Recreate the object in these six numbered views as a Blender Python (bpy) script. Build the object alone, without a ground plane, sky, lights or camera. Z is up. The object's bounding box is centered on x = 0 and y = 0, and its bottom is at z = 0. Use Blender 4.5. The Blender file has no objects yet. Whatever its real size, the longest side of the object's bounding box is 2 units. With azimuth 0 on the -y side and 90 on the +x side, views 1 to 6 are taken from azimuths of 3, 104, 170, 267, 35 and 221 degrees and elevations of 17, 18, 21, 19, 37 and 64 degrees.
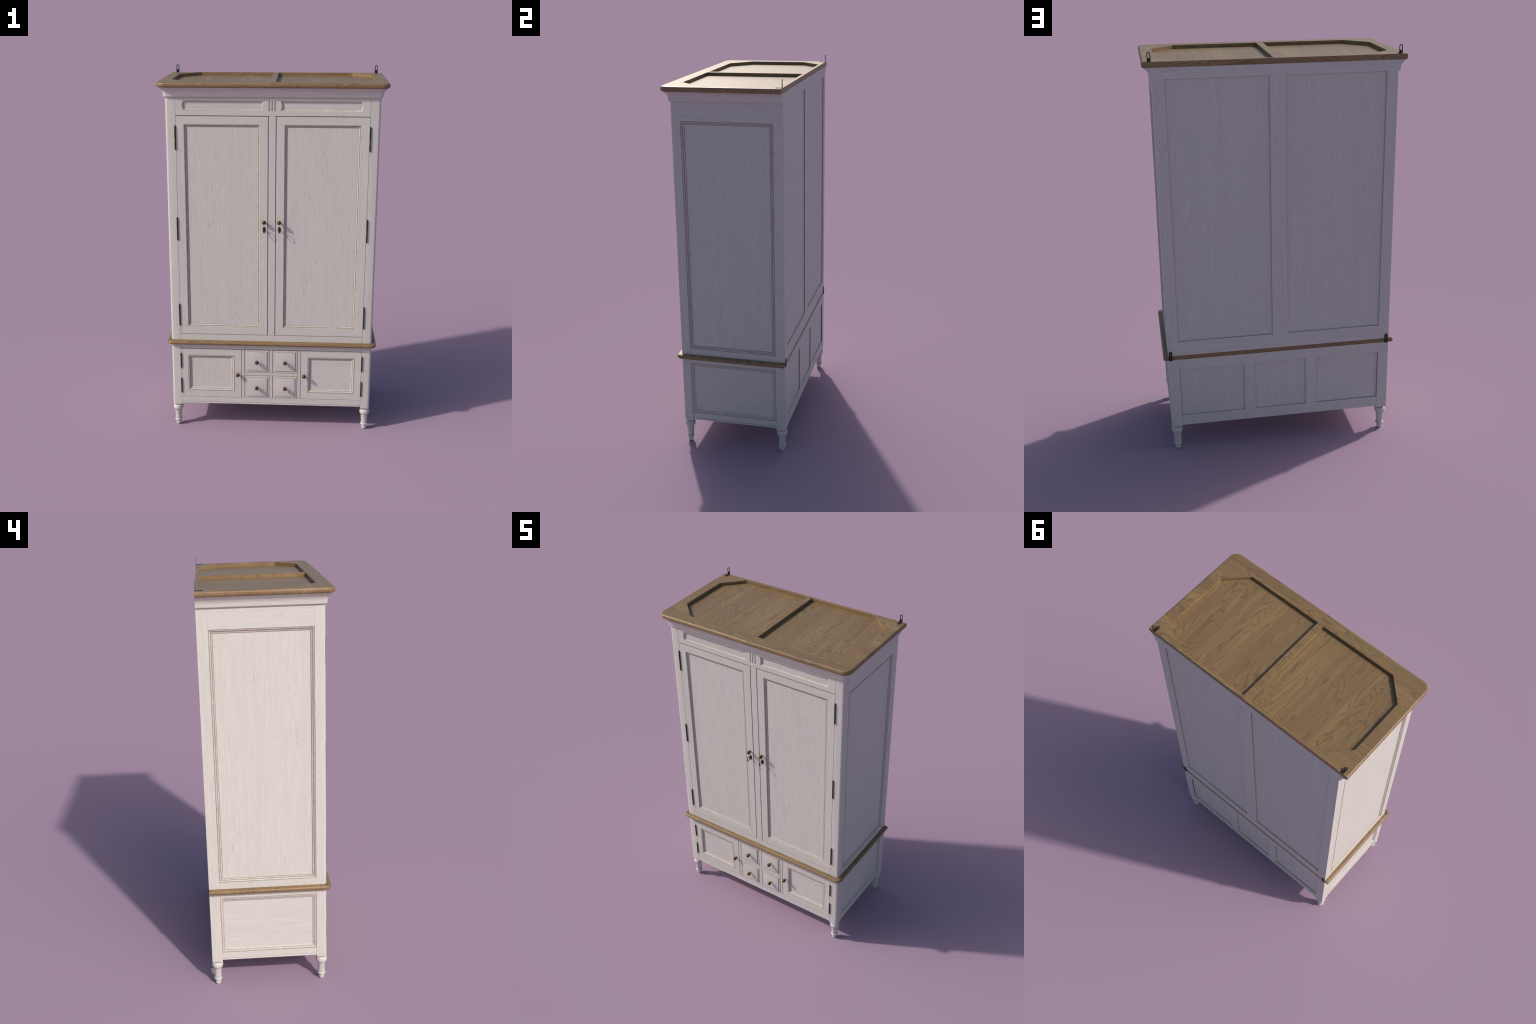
# Two-part painted wardrobe (white distressed paint, oak top board and waist band)
import bpy, bmesh, math
from mathutils import Vector
from mathutils.geometry import tessellate_polygon

# ------------------------------------------------------------------ sizes
BX = 0.559            # half width of the body
YF, YB = -0.265, 0.305  # front and back faces of the body
PX = 0.507            # inner edge of the corner posts (front / back)
SY0, SY1 = -0.2155, 0.254  # inner edges of the corner posts (sides)
Z_LEG, Z_BAND0, Z_BAND1 = 0.132, 0.5085, 0.531
Z_CORN0, Z_TOP0, Z_TOP1 = 1.882, 1.9315, 1.9575

# ------------------------------------------------------------------ node helpers
class Net:
    def __init__(s, name):
        s.mat = bpy.data.materials.new(name)
        s.mat.use_nodes = True
        s.t = s.mat.node_tree
        s.t.nodes.clear()
        s.out = s.t.nodes.new("ShaderNodeOutputMaterial")
        s.b = s.t.nodes.new("ShaderNodeBsdfPrincipled")
        s.t.links.new(s.b.outputs[0], s.out.inputs[0])
        s.co = s.t.nodes.new("ShaderNodeTexCoord").outputs["Object"]

    def link(s, a, sock):
        if isinstance(a, bpy.types.NodeSocket):
            s.t.links.new(a, sock)
        else:
            sock.default_value = a

    def node(s, kind, **kw):
        n = s.t.nodes.new(kind)
        for k, v in kw.items():
            setattr(n, k, v)
        return n

    def math(s, op, a, b=0.0, c=0.0, clamp=False):
        n = s.node("ShaderNodeMath", operation=op, use_clamp=clamp)
        s.link(a, n.inputs[0]); s.link(b, n.inputs[1]); s.link(c, n.inputs[2])
        return n.outputs[0]

    def scaled(s, vec, scale, loc=(0, 0, 0)):
        n = s.node("ShaderNodeMapping")
        s.link(vec, n.inputs["Vector"])
        n.inputs["Scale"].default_value = scale
        n.inputs["Location"].default_value = loc
        return n.outputs[0]

    def noise(s, vec, scale=1.0, detail=2.0, rough=0.5, dist=0.0):
        n = s.node("ShaderNodeTexNoise")
        s.link(vec, n.inputs["Vector"])
        n.inputs["Scale"].default_value = scale
        n.inputs["Detail"].default_value = detail
        n.inputs["Roughness"].default_value = rough
        n.inputs["Distortion"].default_value = dist
        return n.outputs["Fac"]

    def ramp(s, fac, stops):
        n = s.node("ShaderNodeValToRGB")
        s.link(fac, n.inputs[0])
        e = n.color_ramp.elements
        while len(e) < len(stops):
            e.new(0.5)
        for el, (p, c) in zip(e, stops):
            el.position = p
            el.color = (c, c, c, 1) if isinstance(c, (int, float)) else (*c, 1)
        return n.outputs[0]

    def mix(s, fac, a, b, mode="MIX"):
        n = s.node("ShaderNodeMix", data_type="RGBA", blend_type=mode)
        s.link(fac, n.inputs[0])
        for v, i in ((a, 6), (b, 7)):
            s.link(v if isinstance(v, bpy.types.NodeSocket) else (*v, 1), n.inputs[i])
        return n.outputs[2]

    def finish(s, colour, rough=0.5, spec=0.5, metal=0.0, bump=None, strength=0.2, dist=0.001):
        s.link(colour if isinstance(colour, bpy.types.NodeSocket) else (*colour, 1), s.b.inputs["Base Color"])
        s.link(rough, s.b.inputs["Roughness"])
        s.b.inputs["Metallic"].default_value = metal
        s.b.inputs["Specular IOR Level"].default_value = spec
        if bump is not None:
            n = s.node("ShaderNodeBump")
            n.inputs["Strength"].default_value = strength
            n.inputs["Distance"].default_value = dist
            s.link(bump, n.inputs["Height"])
            s.t.links.new(n.outputs[0], s.b.inputs["Normal"])
        return s.mat


def along(axis, a, c):
    return tuple(a if i == axis else c for i in range(3))

# ------------------------------------------------------------------ materials
PAINT = (0.601, 0.575, 0.542)
RUB = (0.30, 0.225, 0.165)

def paint(name, axis, seed, worn=0.0):
    """Brushed off-white paint; the grain of the wood under it runs along the axis."""
    n = Net(name)
    fine = n.noise(n.scaled(n.co, along(axis, 9, 190), (seed, seed * 2, seed)), 1, 4, 0.62)
    med = n.noise(n.scaled(n.co, along(axis, 1.3, 48), (seed * 3, seed, seed)), 1, 3, 0.55)
    cloud = n.noise(n.scaled(n.co, along(axis, 4, 13), (seed, 0, seed)), 1, 3, 0.5)
    col = n.mix(n.ramp(fine, [(0.3, 0.0), (0.7, 1.0)]), tuple(c * 0.87 for c in PAINT), tuple(min(1, c * 1.09) for c in PAINT))
    col = n.mix(n.math("MULTIPLY", n.ramp(med, [(0.35, 1.0), (0.55, 0.0)]), 0.62), col,
                tuple(c * k for c, k in zip(PAINT, (0.9, 0.9, 0.91))))
    col = n.mix(n.math("MULTIPLY", n.ramp(cloud, [(0.4, 0.0), (0.62, 1.0)]), 0.35), col,
                tuple(c * k for c, k in zip(PAINT, (0.955, 0.985, 0.975))))
    # sparse grain dashes where the paint is rubbed into the pores
    dash = n.noise(n.scaled(n.co, along(axis, 24, 150), (seed * 5, seed, seed * 2)), 1, 1.5, 0.5)
    where = n.noise(n.scaled(n.co, along(axis, 5, 9), (seed, seed * 7, 0)), 1, 2, 0.5)
    d = n.math("MULTIPLY", n.ramp(dash, [(0.645, 0.0), (0.75, 1.0)]), n.ramp(where, [(0.47, 0.0), (0.6, 1.0)]))
    col = n.mix(n.math("MULTIPLY", d, 0.58), col, (0.30, 0.25, 0.225))
    speck = n.noise(n.scaled(n.co, along(axis, 170, 330), (seed, 0, seed)), 1, 2, 0.6)
    col = n.mix(n.math("MULTIPLY", n.ramp(speck, [(0.42, 1.0), (0.62, 0.0)]), 0.42), col, tuple(c * 0.84 for c in PAINT))
    pores = n.noise(n.scaled(n.co, along(axis, 40, 420), (seed, seed, seed * 4)), 1, 1, 0.5)
    col = n.mix(n.math("MULTIPLY", n.ramp(pores, [(0.62, 0.0), (0.78, 1.0)]), 0.22), col, (0.38, 0.32, 0.29))
    if worn:
        w = n.noise(n.co, 34, 3, 0.6)
        col = n.mix(n.math("MULTIPLY", n.ramp(w, [(0.25, 0.45), (0.65, 1.0)]), worn), col, RUB)
    return n.finish(col, 0.5, 0.35, bump=fine, strength=0.28, dist=0.0007)

P_Z = paint("white_paint_vertical_grain", 2, 0.0)
P_X = paint("white_paint_crosswise_grain", 0, 3.7)
P_Y = paint("white_paint_depthwise_grain", 1, 6.1)
P_R = paint("paint_rubbed_through_in_corners", 2, 1.9, worn=1.0)
P_T = paint("paint_rubbed_thin_on_edges", 2, 2.3, worn=0.34)

def wood(name, axis, across, seed, board):
    """Oak: contour lines of a stretched noise give straight and cathedral grain, board by board."""
    n = Net(name)
    sep = n.node("ShaderNodeSeparateXYZ")
    n.link(n.co, sep.inputs[0])
    comp = [sep.outputs[i] for i in range(3)]
    idx = n.math("FLOOR", n.math("DIVIDE", n.math("ADD", comp[across], 3.0 + seed), board))
    wn = n.node("ShaderNodeTexWhiteNoise", noise_dimensions="1D")
    n.link(idx, wn.inputs["W"])
    r = wn.outputs["Value"]
    comb = n.node("ShaderNodeCombineXYZ")
    for i in range(3):
        v = n.math("ADD", comp[i], n.math("MULTIPLY", r, 6.0)) if i == axis else comp[i]
        n.link(v, comb.inputs[i])
    p = comb.outputs[0]
    sc = [1.5 if i == axis else (4.0 if i == 2 else 8.5) for i in range(3)]
    f = n.noise(n.scaled(p, sc, (seed, seed, seed)), 1, 2.0, 0.45, 0.45)
    wob = n.noise(n.scaled(p, along(axis, 9, 45)), 1, 2, 0.5)
    rings = n.math("ADD", n.math("MULTIPLY", f, 21.0), n.math("MULTIPLY", comp[across], 56.0))
    rings = n.math("ADD", rings, n.math("MULTIPLY", wob, 0.9))
    rings = n.math("ADD", rings, n.math("MULTIPLY", comp[2], 28.0))
    saw = n.math("FRACT", rings)
    line = n.ramp(saw, [(0.0, 0.15), (0.4, 0.0), (0.68, 0.4), (0.86, 1.0), (0.93, 0.85), (1.0, 0.15)])
    fibre = n.noise(n.scaled(p, along(axis, 9, 420), (seed, 0, 0)), 1, 2, 0.6)
    streak = n.noise(n.scaled(p, along(axis, 2, 34), (0, seed, 0)), 1, 2, 0.5)
    base = n.mix(n.ramp(streak, [(0.35, 0.0), (0.65, 1.0)]), WOOD_A, WOOD_B)
    base = n.mix(n.math("MULTIPLY", n.ramp(n.noise(n.scaled(p, along(axis, 1.5, 7)), 1, 1), [(0.45, 0.0), (0.62, 1.0)]), 0.55), base, WOOD_RED)
    col = n.mix(n.math("MULTIPLY", line, 0.75), base, WOOD_D)
    col = n.mix(n.math("MULTIPLY", n.ramp(fibre, [(0.45, 0.0), (0.75, 1.0)]), 0.4), col, WOOD_D)
    tone = n.math("ADD", n.math("MULTIPLY", r, 0.16), 0.92)
    cc = n.node("ShaderNodeCombineXYZ")
    for i in range(3):
        n.link(tone, cc.inputs[i])
    col = n.mix(1.0, col, cc.outputs[0], "MULTIPLY")
    return n.finish(col, 0.42, 0.5, bump=fibre, strength=0.06, dist=0.0006)

WOOD_A, WOOD_B = (0.296, 0.190, 0.083), (0.240, 0.150, 0.065)
WOOD_RED, WOOD_D = (0.222, 0.124, 0.062), (0.126, 0.086, 0.046)
W_X = wood("oak_along_the_front", 0, 1, 0.4, 0.075)
W_Y = wood("oak_front_to_back", 1, 0, 1.3, 0.083)

def metal(name, c, rough, m=1.0):
    n = Net(name)
    v = n.noise(n.co, 160, 3, 0.6)
    col = n.mix(n.ramp(v, [(0.35, 0.0), (0.7, 1.0)]), tuple(k * 0.6 for k in c), c)
    return n.finish(col, rough, 0.5, m)

BRASS = metal("antique_brass", (0.150, 0.098, 0.036), 0.40)
BRONZE = metal("dark_bronze", (0.075, 0.052, 0.028), 0.45)
PLATE_BRONZE = metal("key_plate_bronze", (0.135, 0.095, 0.045), 0.42)
IRON = metal("black_iron", (0.035, 0.033, 0.032), 0.45, 0.6)
_d = Net("jamb_painted_slit_shadow"); DARK = _d.finish((0.055, 0.042, 0.036), 0.8, 0.2)  # near-black on the lower back jambs paints the shadow of an open slit
_d = Net("brown_gap"); GAP = _d.finish(_d.mix(_d.noise(_d.co, 40, 2), (0.19, 0.145, 0.12), (0.14, 0.105, 0.088)), 0.8, 0.2)
MATS = [P_Z, P_X, P_Y, P_R, P_T, W_X, W_Y, BRASS, BRONZE, IRON, DARK, GAP, PLATE_BRONZE]
PZ, PXM, PYM, PR, PT, WX, WY, MB, MZ, MI, MD, MG, MP = range(13)
PG = MG  # tall door edges take the seam brown, darkening walls that would catch sun

# ------------------------------------------------------------------ mesh helpers
ROOT = bpy.data.objects.new("wardrobe", None)
bpy.context.scene.collection.objects.link(ROOT)
ROOT["label"] = "tall white distressed wardrobe with oak top and drawers"
ROOT["category"] = "wardrobe"

def put(name, bm, parent=None, smooth=35):
    bmesh.ops.remove_doubles(bm, verts=bm.verts, dist=1e-6)
    bmesh.ops.recalc_face_normals(bm, faces=bm.faces)
    used = sorted({f.material_index for f in bm.faces})
    for f in bm.faces:
        f.material_index = used.index(f.material_index)
        f.smooth = True
    me = bpy.data.meshes.new(name)
    bm.to_mesh(me); bm.free()
    for i in used:
        me.materials.append(MATS[i])
    me.set_sharp_from_angle(angle=math.radians(smooth))
    return link(name, me, parent)

def link(name, me, parent=None, loc=(0, 0, 0)):
    ob = bpy.data.objects.new(name, me)
    bpy.context.scene.collection.objects.link(ob)
    ob.parent = parent or ROOT
    ob.location = loc
    return ob

def add_box(bm, x, y, z, mat, bevel=0.0009, edge=PT, seg=1):
    n0 = set(bm.faces)
    vs = [bm.verts.new((a, b, c)) for a in x for b in y for c in z]
    for q in ((0, 1, 3, 2), (4, 6, 7, 5), (0, 4, 5, 1), (2, 3, 7, 6), (0, 2, 6, 4), (1, 5, 7, 3)):
        bm.faces.new([vs[i] for i in q]).material_index = mat
    if bevel:
        es = {e for v in vs for e in v.link_edges}
        bmesh.ops.bevel(bm, geom=list(es), offset=bevel, segments=seg, profile=0.5, affect="EDGES", material=edge)

def box(name, x, y, z, mat, bevel=0.0009, edge=PT, parent=None, seg=1):
    bm = bmesh.new()
    add_box(bm, x, y, z, mat, bevel, edge, seg)
    return put(name, bm, parent)

def loft(bm, loops, mats, closed=True, wrap=False):
    """Skin successive loops of 3D points; mats gives the material of each strip (or a function of the index)."""
    rows = [[bm.verts.new(p) for p in lp] for lp in loops]
    n = len(rows[0])
    pairs = list(zip(rows, rows[1:])) + ([(rows[-1], rows[0])] if wrap else [])
    for k, (a, b) in enumerate(pairs):
        for i in range(n if closed else n - 1):
            j = (i + 1) % n
            m = mats[k] if isinstance(mats, (list, tuple)) else mats
            f = bm.faces.new((a[i], a[j], b[j], b[i]))
            f.material_index = m(i) if callable(m) else m
    return rows

def cap(bm, rings, mat):
    """Flat face bounded by rings of BMVerts (the first one outside, the others holes)."""
    flat = [v for r in rings for v in r]
    for t in tessellate_polygon([[v.co for v in r] for r in rings]):
        vs = [flat[i] for i in t]
        if len(set(vs)) == 3:
            try:
                bm.faces.new(vs).material_index = mat
            except ValueError:
                pass

# a face of the cabinet: 2D (u, v) and depth d into the body -> 3D
def front(u, v, d): return (u, YF + d, v)
def back(u, v, d): return (u, YB - d, v)
def left(u, v, d): return (-BX + d, u, v)
def right(u, v, d): return (BX - d, u, v)

def rect(u0, u1, v0, v1, e=0.0):
    return [(u0 + e, v0 + e), (u1 - e, v0 + e), (u1 - e, v1 - e), (u0 + e, v1 - e)]

def ring(bm, face, r, prof, mats, wrap=True):
    """Mitred frame: profile of (inset, depth) swept round a rectangle."""
    loops = [[face(u, v, d) for u, v in rect(*r, e)] for e, d in prof]
    return loft(bm, loops, mats, wrap=wrap)

def miter(h, v):
    return lambda i: h if i in (0, 2) else v

def panel(name, face, r, depth, mat, parent=None, thick=0.007):
    bm = bmesh.new()
    a = [face(u, v, depth) for u, v in rect(*r)]
    b = [face(u, v, depth + thick) for u, v in rect(*r)]
    rows = loft(bm, [a, b], mat)
    for q in rows:
        bm.faces.new(q).material_index = mat
    return put(name, bm, parent)

# ------------------------------------------------------------------ turned and small parts
def lathe(bm, prof, mat, seg=32, axis="z", origin=(0, 0, 0)):
    ox, oy, oz = origin
    loops = []
    for r, h in prof:
        lp = []
        for i in range(seg):
            a = 2 * math.pi * i / seg
            c, s = r * math.cos(a), r * math.sin(a)
            lp.append((ox + c, oy + s, oz + h) if axis == "z" else (ox + c, oy - h, oz + s))
        loops.append(lp)
    rows = loft(bm, loops, mat)
    for q in (rows[0], rows[-1]):
        bm.faces.new(q).material_index = mat if not isinstance(mat, (list, tuple)) else mat[0]

def arc(cx, cy, r, a0, a1, n):
    return [(cx + r * math.cos(math.radians(a0 + (a1 - a0) * i / n)),
             cy + r * math.sin(math.radians(a0 + (a1 - a0) * i / n))) for i in range(n + 1)]

# leg: squashed ball, tapering shaft, bead, little foot
leg_prof = [(0.010, 0.0), (0.0122, 0.0004), (0.0134, 0.003), (0.0139, 0.008), (0.0150, 0.0225), (0.0165, 0.0238), (0.0178, 0.0248)]
leg_prof += [(0.0170 + 0.0036 * math.sin(math.radians(a)), 0.0302 - 0.0052 * math.cos(math.radians(a))) for a in range(20, 181, 16)]
leg_prof += [(0.0165, 0.0362), (0.0168, 0.040), (0.0192, 0.0890), (0.0200, 0.0905), (0.0210, 0.0925)]
leg_prof += [(0.0205 + 0.0075 * math.sin(math.radians(a)), 0.1085 - 0.0150 * math.cos(math.radians(a))) for a in range(12, 176, 12)]
leg_prof += [(0.0195, 0.1240), (0.0190, 0.1260), (0.0190, Z_LEG + 0.004)]
bm = bmesh.new()
lathe(bm, leg_prof, [PR if 5 <= k <= 6 or r == 0.0165 or k >= len(leg_prof) - 3 else PZ for k, (r, h) in enumerate(leg_prof)], 40)
leg = put("leg", bm)
leg_me = leg.data
leg.location = (-0.5335, -0.2408, 0)
for x, y in ((0.5335, -0.2408), (-0.5335, 0.2805), (0.5335, 0.2805)):
    link("leg", leg_me, loc=(x, y, 0))

# ------------------------------------------------------------------ corner posts
def post(name, z0, z1, sx, at_front):
    if at_front:
        r = 0.0125
        pts = [(PX, YF), *arc(BX - r, YF + r, r, -90, 0, 6), (BX, SY0), (PX, SY0)]
    else:
        pts = [(PX, YB), (PX, SY1), (BX, SY1), (BX, YB)]
    bm = bmesh.new()
    c = (0.533, -0.24 if at_front else 0.28)
    e = 0.0008 if at_front else 0.0002
    def lp(z, k):
        out = []
        for x, y in pts:
            out.append((sx * (x - math.copysign(min(k, abs(x - c[0])), x - c[0])), y - math.copysign(k, y - c[1]), z))
        return out
    rows = loft(bm, [lp(z0, e), lp(z0 + e, 0), lp(z1 - e, 0), lp(z1, e)], [PR, PZ, PT])
    for q in (rows[0], rows[-1]):
        bm.faces.new(q).material_index = PZ
    return put(name, bm)

for s in (-1, 1):
    for f in (True, False):
        post("corner_post", Z_LEG, Z_BAND0 + 0.001, s, f)
        post("corner_post", Z_BAND1 - 0.001, Z_CORN0 + 0.001, s, f)

# ------------------------------------------------------------------ carcass behind all gaps
box("carcass", (-0.546, 0.546), (YF + 0.011, YB - 0.011), (Z_BAND1 - 0.003, 1.925), MG, 0)
box("carcass", (-0.5462, 0.5462), (YF + 0.0112, YB - 0.0112), (0.152, Z_BAND0 + 0.002), MG, 0)
box("bottom_board", (-0.53, 0.53), (YF + 0.014, YB - 0.014), (0.1455, 0.1515), PXM, 0.001)

# ------------------------------------------------------------------ sides
# moulding profile: rubbed groove, sloping fillet, groove, second fillet down to the sunk panel
SIDE_U = [(0, 0.0104), (0, 0.0006), (0.0007, 0.0024), (0.0020, 0.0024), (0.0026, 0.0004), (0.0042, 0.0002), (0.0088, 0.0034), (0.0094, 0.0056),
          (0.0110, 0.0056), (0.0116, 0.0036), (0.0142, 0.0044), (0.0168, 0.0064), (0.0173, 0.0094), (0.0186, 0.0094), (0.0187, 0.0104)]
SIDE_UM = [PR, PR, PR, PR, PT, PT, PR, PR, PR, PT, PT, PR, PR, PR, PZ]
SIDE_L = [(0, 0.010), (0, 0.0006), (0.0006, 0.0020), (0.0016, 0.0020), (0.0022, 0.0004), (0.0055, 0.0002), (0.0100, 0.0022), (0.0108, 0.0038),
          (0.0122, 0.0036), (0.0150, 0.0040), (0.0185, 0.0064), (0.0200, 0.0078), (0.0202, 0.010)]
SIDE_LM = [PR, PR, PR, PR, PT, PT, PT, PR, PT, PT, PT, PR, PZ]

def tint(ms, h, v):
    return [miter(h, v) if m == PZ else m for m in ms]

for s, face in ((-1, left), (1, right)):
    sx = (BX - 0.012, BX) if s > 0 else (-BX, -BX + 0.012)
    side = box("side_frame", sx, (SY0, SY1), (1.785, Z_CORN0 + 0.002), PYM, 0.0005)
    box("side_rail", sx, (SY0, SY1), (Z_BAND1 - 0.002, 0.565), PYM, 0.0005, parent=side)
    r = (SY0, SY1, 0.565, 1.785)
    bm = bmesh.new(); ring(bm, face, r, SIDE_U, tint(SIDE_UM, PYM, PZ)); put("moulding", bm, side, 25)
    panel("side_panel", face, (SY0 + 0.0186, SY1 - 0.0186, 0.5836, 1.7664), 0.0078, PZ, side)
    k = 0.0012
    sx2 = (BX - 0.013, BX - k) if s > 0 else (-BX + k, -BX + 0.013)
    low = box("side_frame", sx2, (SY0, SY1), (0.480, Z_BAND0 + 0.001), PYM, 0.0007, PR)
    box("side_rail", sx2, (SY0, SY1), (0.1515, 0.184), PYM, 0.0007, PR, parent=low)
    bm = bmesh.new()
    add_box(bm, tuple(v + s * 0.0004 for v in sx2), (SY0, SY1), (0.1415, 0.1495), PYM, 0.0022, PYM, 3)
    put("bead", bm, low)
    fl = lambda u, v, d, face=face: face(u, v, d + 0.0012)
    bm = bmesh.new(); ring(bm, fl, (SY0, SY1, 0.184, 0.480), SIDE_L, tint(SIDE_LM, PYM, PZ)); put("moulding", bm, low, 25)
    panel("side_panel", fl, (SY0 + 0.0198, SY1 - 0.0198, 0.2038, 0.4602), 0.0078, PYM, low)

# ------------------------------------------------------------------ back
def back_frame(name, outer, holes, mat, walls, z_mats):
    bm = bmesh.new()
    o = [bm.verts.new(back(u, v, 0)) for u, v in rect(*outer)]
    ob_ = [bm.verts.new(back(u, v, 0.0095)) for u, v in rect(*outer)]
    for i in range(4):
        bm.faces.new((o[i], o[(i + 1) % 4], ob_[(i + 1) % 4], ob_[i])).material_index = mat
    rims, backs = [o], [ob_]
    for h in holes:
        a = [bm.verts.new(back(u, v, 0)) for u, v in rect(*h)]
        m = [bm.verts.new(back(u, v, 0.0012)) for u, v in rect(*h, 0.0008)]
        b = [bm.verts.new(back(u, v, 0.0095)) for u, v in rect(*h, 0.0008)]
        for p, q, mm in ((a, m, PR), (m, b, None)):
            for i in range(4):
                j = (i + 1) % 4
                dark = (i == 1 and h[1] > PX - 0.003) or (i == 3 and h[0] < -PX + 0.003)
                bm.faces.new((p[i], p[j], q[j], q[i])).material_index = mm if mm is not None else (walls if dark else PR)
        rims.append(a); backs.append(b)
    cap(bm, rims, mat)
    cap(bm, backs, mat)
    return put(name, bm)

up = ((0.0378, 0.5065), (-0.5065, -0.0378))
bf = back_frame("back_frame", (-PX, PX, Z_BAND1 - 0.002, Z_CORN0 + 0.003), [(a, b, 0.605, 1.8805) for a, b in up], PZ, PR, None)
box("back_rail", (-PX + 0.0005, PX - 0.0005), (YB - 0.004, YB + 0.0004), (Z_BAND1 - 0.001, 0.6046), PXM, 0.0003, PXM, parent=bf)
box("back_rail", (-0.5588, 0.5588), (YB - 0.006, YB + 0.0003), (1.8811, 1.9312), PXM, 0.0002, PXM, parent=bf)
for a, b in up:
    panel("back_panel", back, (a + 0.0009, b - 0.0009, 0.6059, 1.8796), 0.0056, PZ, bf)
lo = ((0.1843, 0.5062), (-0.1295, 0.1295), (-0.5062, -0.1843))
bl = back_frame("back_frame", (-PX + 0.0006, PX - 0.0006, 0.140, Z_BAND0 + 0.001), [(a, b, 0.1957, 0.4543) for a, b in lo], PZ, MD, None)
for a, b in lo:
    panel("back_panel", back, (a + 0.0009, b - 0.0009, 0.1966, 0.4534), 0.0056, PZ, bl)

# ------------------------------------------------------------------ cornice, top board, waist band (U-shaped outlines, flat back)
def u_outline(x, yf, r, n=10):
    pts = [(-x, YB)]
    pts += arc(-x + r, yf + r, r, 180, 270, n)
    pts += arc(x - r, yf + r, r, 270, 360, n)
    pts += [(x, YB)]
    return pts

def u_solid(name, prof, r0, mats, yb_shift=0.0, split=None):
    """prof: (half width, z); the front grows out as far as the sides do."""
    bm = bmesh.new()
    loops = []
    x0 = prof[0][0]
    for x, z in prof:
        lp = u_outline(x, YF - (x - BX) * FRONT_K, max(0.004, r0 + x - x0))
        loops.append([(a, b + (yb_shift if b == YB else 0), z) for a, b in lp])
    rows = loft(bm, loops, mats)
    return bm, rows

FRONT_K = 1.0
corn = [(0.5600, Z_CORN0 - 0.0005), (0.5672, Z_CORN0 - 0.0005), (0.5684, Z_CORN0 + 0.0012), (0.5690, 0.8e-3 + 1.8835), (0.5693, 1.892), (0.5704, 1.9000), (0.5728, 1.9070),
        (0.5762, 1.9135), (0.5803, 1.9185), (0.5850, 1.9222), (0.5872, 1.9240), (0.5880, 1.9262), (0.5900, 1.9278), (0.5912, 1.9296), (0.5912, 1.9318)]
bm, rows = u_solid("cornice", corn, 0.0135, [PT, PT, PT] + [PXM] * 7 + [PT, PT, PXM, PXM])
for f in bm.faces:      # the side runs have their grain front to back
    if f.material_index == PXM and abs(f.normal.x) > 0.8:
        f.material_index = PYM
bm.normal_update()
for f in bm.faces:
    if f.material_index == PXM and abs(f.calc_center_median().x) > 0.55 and abs(f.normal.x) > abs(f.normal.y):
        f.material_index = PYM
for q in (rows[0], rows[-1]):
    cap(bm, [q], PXM)
cornice = put("cornice", bm, smooth=40)

FRONT_K = 1.0
# top board with two chamfered wells, outline grows to 0.602
bm = bmesh.new()
TB = [(0.5880, Z_TOP0)]
for k in range(15):      # full lip, a little squarer than a half round
    a = math.radians(-86 + 172 * k / 14)
    TB.append((0.5915 + 0.0104 * math.cos(a) ** 0.8, 1.9445 + math.copysign(0.013 * abs(math.sin(a)) ** 0.8, a)))
TB.append((0.5885, Z_TOP1))
loops = []
for x, z in TB:
    lp = u_outline(x, -0.3080 + (0.6019 - x), 0.046 - (0.6019 - x), 14)
    loops.append([(a, b, z) for a, b in lp])
rows = loft(bm, loops, WX)
def well(s):
    x0, x1, y0, y1, c = 0.0165, 0.5400, -0.2382, 0.2882, 0.1095
    pts = [(x0, y0), (x1 - c, y0), (x1, y0 + c), (x1, y1 - c), (x1 - c, y1), (x0, y1)]
    return [(s * x, y) for x, y in pts]
rims = [rows[-1]]
Z_FLOOR = 1.9402
for s in (-1, 1):
    w = well(s)
    a, b = loft(bm, [[(x, y, Z_TOP1) for x, y in w], [(x, y, Z_FLOOR - 0.001) for x, y in w]], WX)
    rims.append(a)
    cap(bm, [b], WX)
cap(bm, rims, WX)
cap(bm, [rows[0]], WX)
top = put("top_board", bm, smooth=40)
for s in (-1, 1):
    bm = bmesh.new()
    w = [(x, y) for x, y in well(s)]
    cx = s * 0.278; cy = 0.025
    w = [(x - math.copysign(0.0004, x - cx), y - math.copysign(0.0004, y - cy)) for x, y in w]
    rows = loft(bm, [[(x, y, Z_FLOOR) for x, y in w], [(x, y, Z_FLOOR - 0.0006) for x, y in w]], WY)
    for q in rows:
        cap(bm, [q], WY)
    put("sunk_panel", bm, top)

bm = bmesh.new()
WB = [(0.5500, Z_BAND0), (0.5745, Z_BAND0), (0.5785, Z_BAND0 + 0.0012), (0.5812, Z_BAND0 + 0.0042), (0.5826, Z_BAND0 + 0.0085), (0.5826, Z_BAND0 + 0.0115), (0.5815, Z_BAND0 + 0.0155),
      (0.5790, Z_BAND0 + 0.0190), (0.5766, Z_BAND0 + 0.0202), (0.5744, Z_BAND0 + 0.0202), (0.5741, Z_BAND0 + 0.0218), (0.5732, Z_BAND1), (0.5500, Z_BAND1)]
loops = []
for x, z in WB:
    lp = u_outline(x, -0.2885 + (0.5826 - x), max(0.004, 0.030 - (0.5826 - x)), 10)
    loops.append([(a, b, z) for a, b in lp])
rows = loft(bm, loops, WX)
for q in (rows[0], rows[-1]):
    cap(bm, [q], WX)
put("waist_band", bm, smooth=30)

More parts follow.
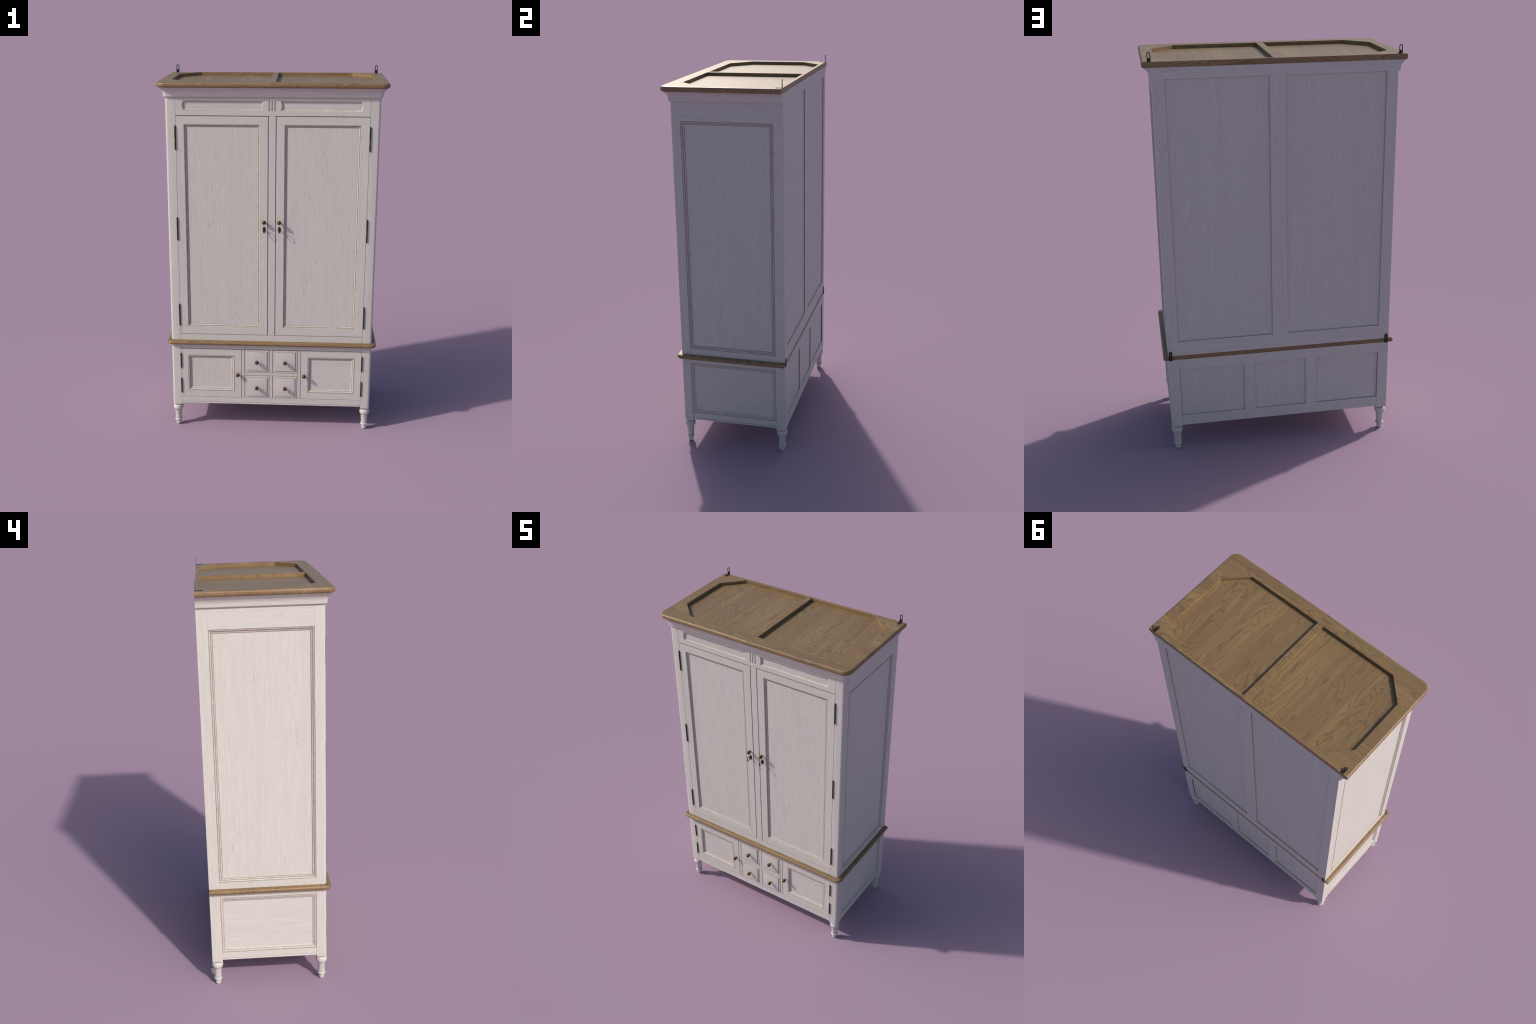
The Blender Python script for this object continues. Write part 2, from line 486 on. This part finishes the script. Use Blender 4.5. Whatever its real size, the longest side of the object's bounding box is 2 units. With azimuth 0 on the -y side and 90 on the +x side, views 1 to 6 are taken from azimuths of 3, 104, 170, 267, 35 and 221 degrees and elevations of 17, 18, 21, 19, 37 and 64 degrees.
# ------------------------------------------------------------------ frieze
def scallop(s, n=12):
    """Long sunk field: bulging outer end, hollow inner end (drawn for the right, mirrored by s)."""
    z0, z1, xi, xo, si, so = 1.8100, 1.8630, 0.0420, 0.4615, 0.0072, 0.0092
    h = (z1 - z0) / 2
    pts = [(xi, z0)]
    for i in range(n + 1):
        t = -1 + 2 * i / n
        pts.append((xo + so * (1 - t * t), z0 + h * (1 + t)))
    for i in range(n + 1):
        t = 1 - 2 * i / n
        if i < n:
            pts.append((xi + si * (1 - t * t), z0 + h * (1 + t)))
    return [(s * x, z) for x, z in (pts if s > 0 else pts[::-1])]

def inset(poly, e):
    n, out = len(poly), []
    for i in range(n):
        p0, p1, p2 = (Vector(poly[(i + k) % n]) for k in (-1, 0, 1))
        d0, d1 = (p1 - p0).normalized(), (p2 - p1).normalized()
        n0, n1 = Vector((-d0.y, d0.x)), Vector((-d1.y, d1.x))
        b = n0 + n1
        b = b / max(0.35, b.length_squared / 2) if b.length > 1e-6 else n0
        out.append(tuple(p1 + b * e))
    return out

def sink(bm, poly, prof, mats, floor):
    loops = [[front(u, v, d) for u, v in (inset(poly, e) if e else poly)] for e, d in prof]
    rows = loft(bm, loops, mats)
    cap(bm, [rows[-1]], floor)
    return rows[0]

bm = bmesh.new()
o = rect(-PX + 0.0006, PX - 0.0006, 1.7852, Z_CORN0 + 0.001)
rows = loft(bm, [[front(u, v, 0.010) for u, v in o], [front(u, v, 0.0009) for u, v in o], [front(u, v, 0) for u, v in inset(o, 0.0009)]], [PXM, PR])
rims = [rows[-1]]
for s in (-1, 1):
    rims.append(sink(bm, scallop(s), [(0, 0), (0.0012, 0.0010), (0.0030, 0.0016), (0.0052, 0.0034), (0.0074, 0.0058), (0.0084, 0.0078)],
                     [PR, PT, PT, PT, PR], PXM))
for x in (-0.0163, -0.0010, 0.0143):
    z0, z1, r = 1.8098, 1.8630, 0.0025
    fl = arc(x, z0 + r, r, 180, 360, 6) + arc(x, z1 - r, r, 0, 180, 6)
    rims.append(sink(bm, fl, [(0, 0), (0.0004, 0.0026), (0.0014, 0.0042)], [PR, PR], PR))
cap(bm, rims, PXM)
put("frieze", bm, smooth=30)

# ------------------------------------------------------------------ front rails and dividers
G = 0.0015   # half of a door gap
def bar(name, x0, x1, z0, z1, mat, parent=None, e=PR, d=0.0):
    return box(name, (x0, x1), (YF + d, YF + 0.0105), (z0, z1), mat, 0.0007, e, parent)
bar("centre_stile", -0.0190, 0.0190, 0.5668, 1.7848, PZ)
bar("front_rail", -PX + 0.0006, PX - 0.0006, Z_BAND1 - 0.001, 0.5662, PXM)
bar("front_rail", -PX + 0.0006, PX - 0.0006, 0.4795, Z_BAND0 + 0.001, PXM)
bar("front_rail", -PX + 0.0006, PX - 0.0006, 0.1515, 0.1832, PXM)
bm = bmesh.new()
add_box(bm, (-PX + 0.0005, PX - 0.0005), (YF + 0.0004, YF + 0.012), (0.1415, 0.1495), PXM, 0.0022, PXM, 3)
put("bead", bm)
for s in (-1, 1):
    bar("drawer_divider", *sorted((s * 0.1653, s * 0.1488)), 0.1838, 0.4790, PZ)
bar("drawer_divider", -0.1482, 0.1482, 0.3218, 0.3386, PXM)
for z in ((0.1838, 0.3212), (0.3392, 0.4790)):
    bar("drawer_divider", -0.0092, 0.0092, *z, PZ)

# ------------------------------------------------------------------ hardware meshes
def knob_mesh():
    bm = bmesh.new()
    prof = [(0.0050, -0.001), (0.0050, 0.0012), (0.0044, 0.0022), (0.0034, 0.0036), (0.0034, 0.0062), (0.0044, 0.0080)]
    prof += [(0.0112 * math.sin(math.radians(a)), 0.0178 - 0.0106 * math.cos(math.radians(a))) for a in range(30, 175, 11)]
    prof += [(0.0006, 0.0284)]
    lathe(bm, prof, MB, 28, "y")
    ob = put("knob", bm, smooth=50)
    me = ob.data
    bpy.data.objects.remove(ob)
    return me

def hinge_mesh(length):
    bm = bmesh.new()
    h = length / 2
    r, t = 0.0034, 0.0024
    prof = [(0.0008, -h), (t, -h + 0.001), (t, -h + 0.004), (0.0016, -h + 0.005), (r, -h + 0.0056)]
    for k in (-0.5, 0.0, 0.5):
        z = k * (length - 0.012)
        prof += [(r, z - 0.0006), (r * 0.86, z - 0.0002), (r * 0.86, z + 0.0002), (r, z + 0.0006)] if abs(k) < 0.4 else []
    prof += [(r, h - 0.0056), (0.0016, h - 0.005), (t, h - 0.004), (t, h - 0.001), (0.0008, h)]
    lathe(bm, prof, MZ, 18)
    ob = put("hinge", bm, smooth=50)
    me = ob.data
    bpy.data.objects.remove(ob)
    return me

KNOB, HINGE_L, HINGE_S = knob_mesh(), hinge_mesh(0.130), hinge_mesh(0.0928)

def plate_mesh():
    """Oval key plate: domed with a raised rim and a keyhole collar."""
    bm = bmesh.new()
    def el(k, d):
        return [(0.0078 * k * math.cos(a), -d, 0.0170 * k * math.sin(a)) for a in (2 * math.pi * i / 36 for i in range(36))]
    rows = loft(bm, [el(1, -0.0006), el(1, 0.0010), el(0.93, 0.0018), el(0.80, 0.0020), el(0.70, 0.0011), el(0.5, 0.0015), el(0.2, 0.0018)], MP)
    for q in (rows[0], rows[-1]):
        bm.faces.new(q).material_index = MP
    ob = put("key_plate", bm, smooth=40)
    me = ob.data
    bpy.data.objects.remove(ob)
    return me

def key_mesh():
    bm = bmesh.new()
    lathe(bm, [(0.0017, 0.0), (0.0017, 0.0085), (0.0019, 0.0090), (0.0019, 0.0105), (0.0013, 0.0112), (0.0010, 0.0125)], MZ, 14, "y")
    loops = []
    for i in range(40):
        a = 2 * math.pi * i / 40
        c = Vector((0, -0.0225 + 0.0105 * math.cos(a), 0.0005 + 0.0136 * math.sin(a)))
        nrm = Vector((0, math.cos(a) / 0.0105, math.sin(a) / 0.0118)).normalized()
        loops.append([tuple(c + nrm * 0.0016 * math.cos(b) + Vector((0.0022 * math.sin(b), 0, 0))) for b in (2 * math.pi * k / 10 for k in range(10))])
    loft(bm, loops, MZ, wrap=True)
    ob = put("key", bm, smooth=60)
    me = ob.data
    bpy.data.objects.remove(ob)
    return me

PLATE, KEY = plate_mesh(), key_mesh()

# ------------------------------------------------------------------ tall doors
DOOR = [(0, 0.010), (0, 0.0008), (0.0008, 0), (0.0425, 0), (0.0438, 0.0010), (0.0447, 0.0010), (0.0468, 0.0034), (0.0474, 0.0046),
        (0.0502, 0.0047), (0.0510, 0.0041), (0.0530, 0.0054), (0.0558, 0.0086), (0.0562, 0.0096), (0.0578, 0.0104)]
DOOR_M = [PG, PR, PZ, PR, PT, PT, PR, PR, PR, PT, PT, PT, PT, PZ]
for s in (-1, 1):
    u = sorted((s * (0.0190 + 0.0030), s * (PX - 0.0010)))
    r = (u[0], u[1], 0.5675 + 0.0006, 1.7838 - 0.0012)
    bm = bmesh.new()
    ring(bm, front, r, DOOR, tint(DOOR_M, PXM, PZ))
    door = put("door", bm, smooth=22)
    panel("door_panel", front, (r[0] + 0.0575, r[1] - 0.0575, r[2] + 0.0575, r[3] - 0.0575), 0.0084, PZ, door, 0.0020)
    for z in (1.6693, 1.1748, 0.6806):
        link("hinge", HINGE_L, door, (s * 0.5092, YF - 0.0030, z))
    link("knob", KNOB, door, (s * 0.0408, YF, 1.2192))
    link("key_plate", PLATE, door, (s * 0.0411, YF, 1.1763))
    link("key", KEY, door, (s * 0.0411, YF, 1.1763))

# ------------------------------------------------------------------ small doors
LOW = [(0, 0.010), (0, 0.0008), (0.0008, 0), (0.0378, 0), (0.0383, 0.0018), (0.0394, 0.0018), (0.0399, -0.0002), (0.0430, -0.0004), (0.0462, 0.0012),
       (0.0476, 0.0030), (0.0486, 0.0048), (0.0500, 0.0048), (0.0508, 0.0040), (0.0545, 0.0062), (0.0578, 0.0086), (0.0590, 0.0098), (0.0590, 0.0104)]
LOW_M = [PR, PR, PZ, PR, PR, PR, PT, PT, PT, PT, PR, PR, PT, PT, PT, PT, PZ]
for s in (-1, 1):
    u = sorted((s * (0.1662 + 0.0010), s * (PX - 0.0010)))
    r = (u[0], u[1], 0.1842, 0.4784)
    bm = bmesh.new()
    ring(bm, front, r, LOW, tint(LOW_M, PZ if s < 0 else PXM, PZ))
    door = put("small_door", bm, smooth=22)
    panel("door_panel", front, (r[0] + 0.0586, r[1] - 0.0586, r[2] + 0.0586, r[3] - 0.0586), 0.0086, PZ if s < 0 else PXM, door, 0.0018)
    for z in (0.4054, 0.2532):
        link("hinge", HINGE_S, door, (s * 0.5078, YF - 0.0030, z))
    link("knob", KNOB, door, (s * 0.1863, YF, 0.3285))

# ------------------------------------------------------------------ drawers
for k, (sx, z0, z1, mat) in enumerate(((-1, 0.3402, 0.4776, PZ), (1, 0.3402, 0.4776, PXM), (-1, 0.1846, 0.3202, PZ), (1, 0.1846, 0.3202, PZ))):
    u = sorted((sx * 0.0112, sx * 0.1466))
    r = (u[0], u[1], z0, z1)
    bm = bmesh.new()
    prof = [(0, 0.010), (0, 0.0008), (0.0008, 0), (0.0103, 0), (0.0108, -0.0002), (0.0109, -0.0024), (0.0120, -0.0034), (0.0130, -0.0036)]
    rows = ring(bm, front, r, prof, [PR, PR, mat, PR, PR, PR, PT], wrap=False)
    bm.faces.new(rows[-1]).material_index = mat
    bm.faces.new(rows[0]).material_index = mat
    d = put("drawer", bm, smooth=22)
    link("knob", KNOB, d, (sx * 0.0793, YF - 0.0034, (z0 + z1) / 2 - 0.0005))

# ------------------------------------------------------------------ iron fittings
def slab_with_holes(bm, outer, holes, to3, t, mat):
    """Thin iron strip: 2D outline and holes, thickness t."""
    top_, bot = [], []
    for poly in [outer] + holes:
        a, b = loft(bm, [[to3(u, v, 0) for u, v in poly], [to3(u, v, t) for u, v in poly]], mat)
        top_.append(a); bot.append(b)
    cap(bm, top_, mat); cap(bm, bot, mat)

def circle(u, v, r, n=16):
    return [(u + r * math.cos(2 * math.pi * i / n), v + r * math.sin(2 * math.pi * i / n)) for i in range(n)]

def stadium(u, v0, v1, r, n=8):
    return arc(u, v0 + r, r, 180, 360, n) + arc(u, v1 - r, r, 0, 180, n)

for s in (-1, 1):
    cx = s * 0.5678
    bm = bmesh.new()
    r = 0.0081
    up_ = [(cx - r, Z_TOP1), (cx + r, Z_TOP1)] + arc(cx, 2.0 - r, r, 0, 180, 12)
    slab_with_holes(bm, up_, [stadium(cx, 1.9728, 1.9958, 0.0042)], lambda u, v, d: (u, 0.3042 - 0.0014 + d, v), 0.0014, MI)
    flat = [(cx + r, 0.3029), (cx - r, 0.3029)] + arc(cx, 0.2690 + r, r, 180, 360, 12)
    slab_with_holes(bm, flat, [circle(cx, 0.2775, 0.0034), circle(cx, 0.2890, 0.0024)], lambda u, v, d: (u, v, Z_TOP1 + 0.0002 + d), 0.0014, MI)
    put("wall_bracket", bm)
    bm = bmesh.new()
    mx = s * 0.5468
    slab_with_holes(bm, stadium(mx, 0.5045, 0.5558, 0.0083), [circle(mx, z, 0.0030) for z in (0.5127, 0.5240, 0.5365, 0.5478)],
                    lambda u, v, d: (u, YB + 0.0012 + d, v), 0.0018, MI)
    put("mending_plate", bm)
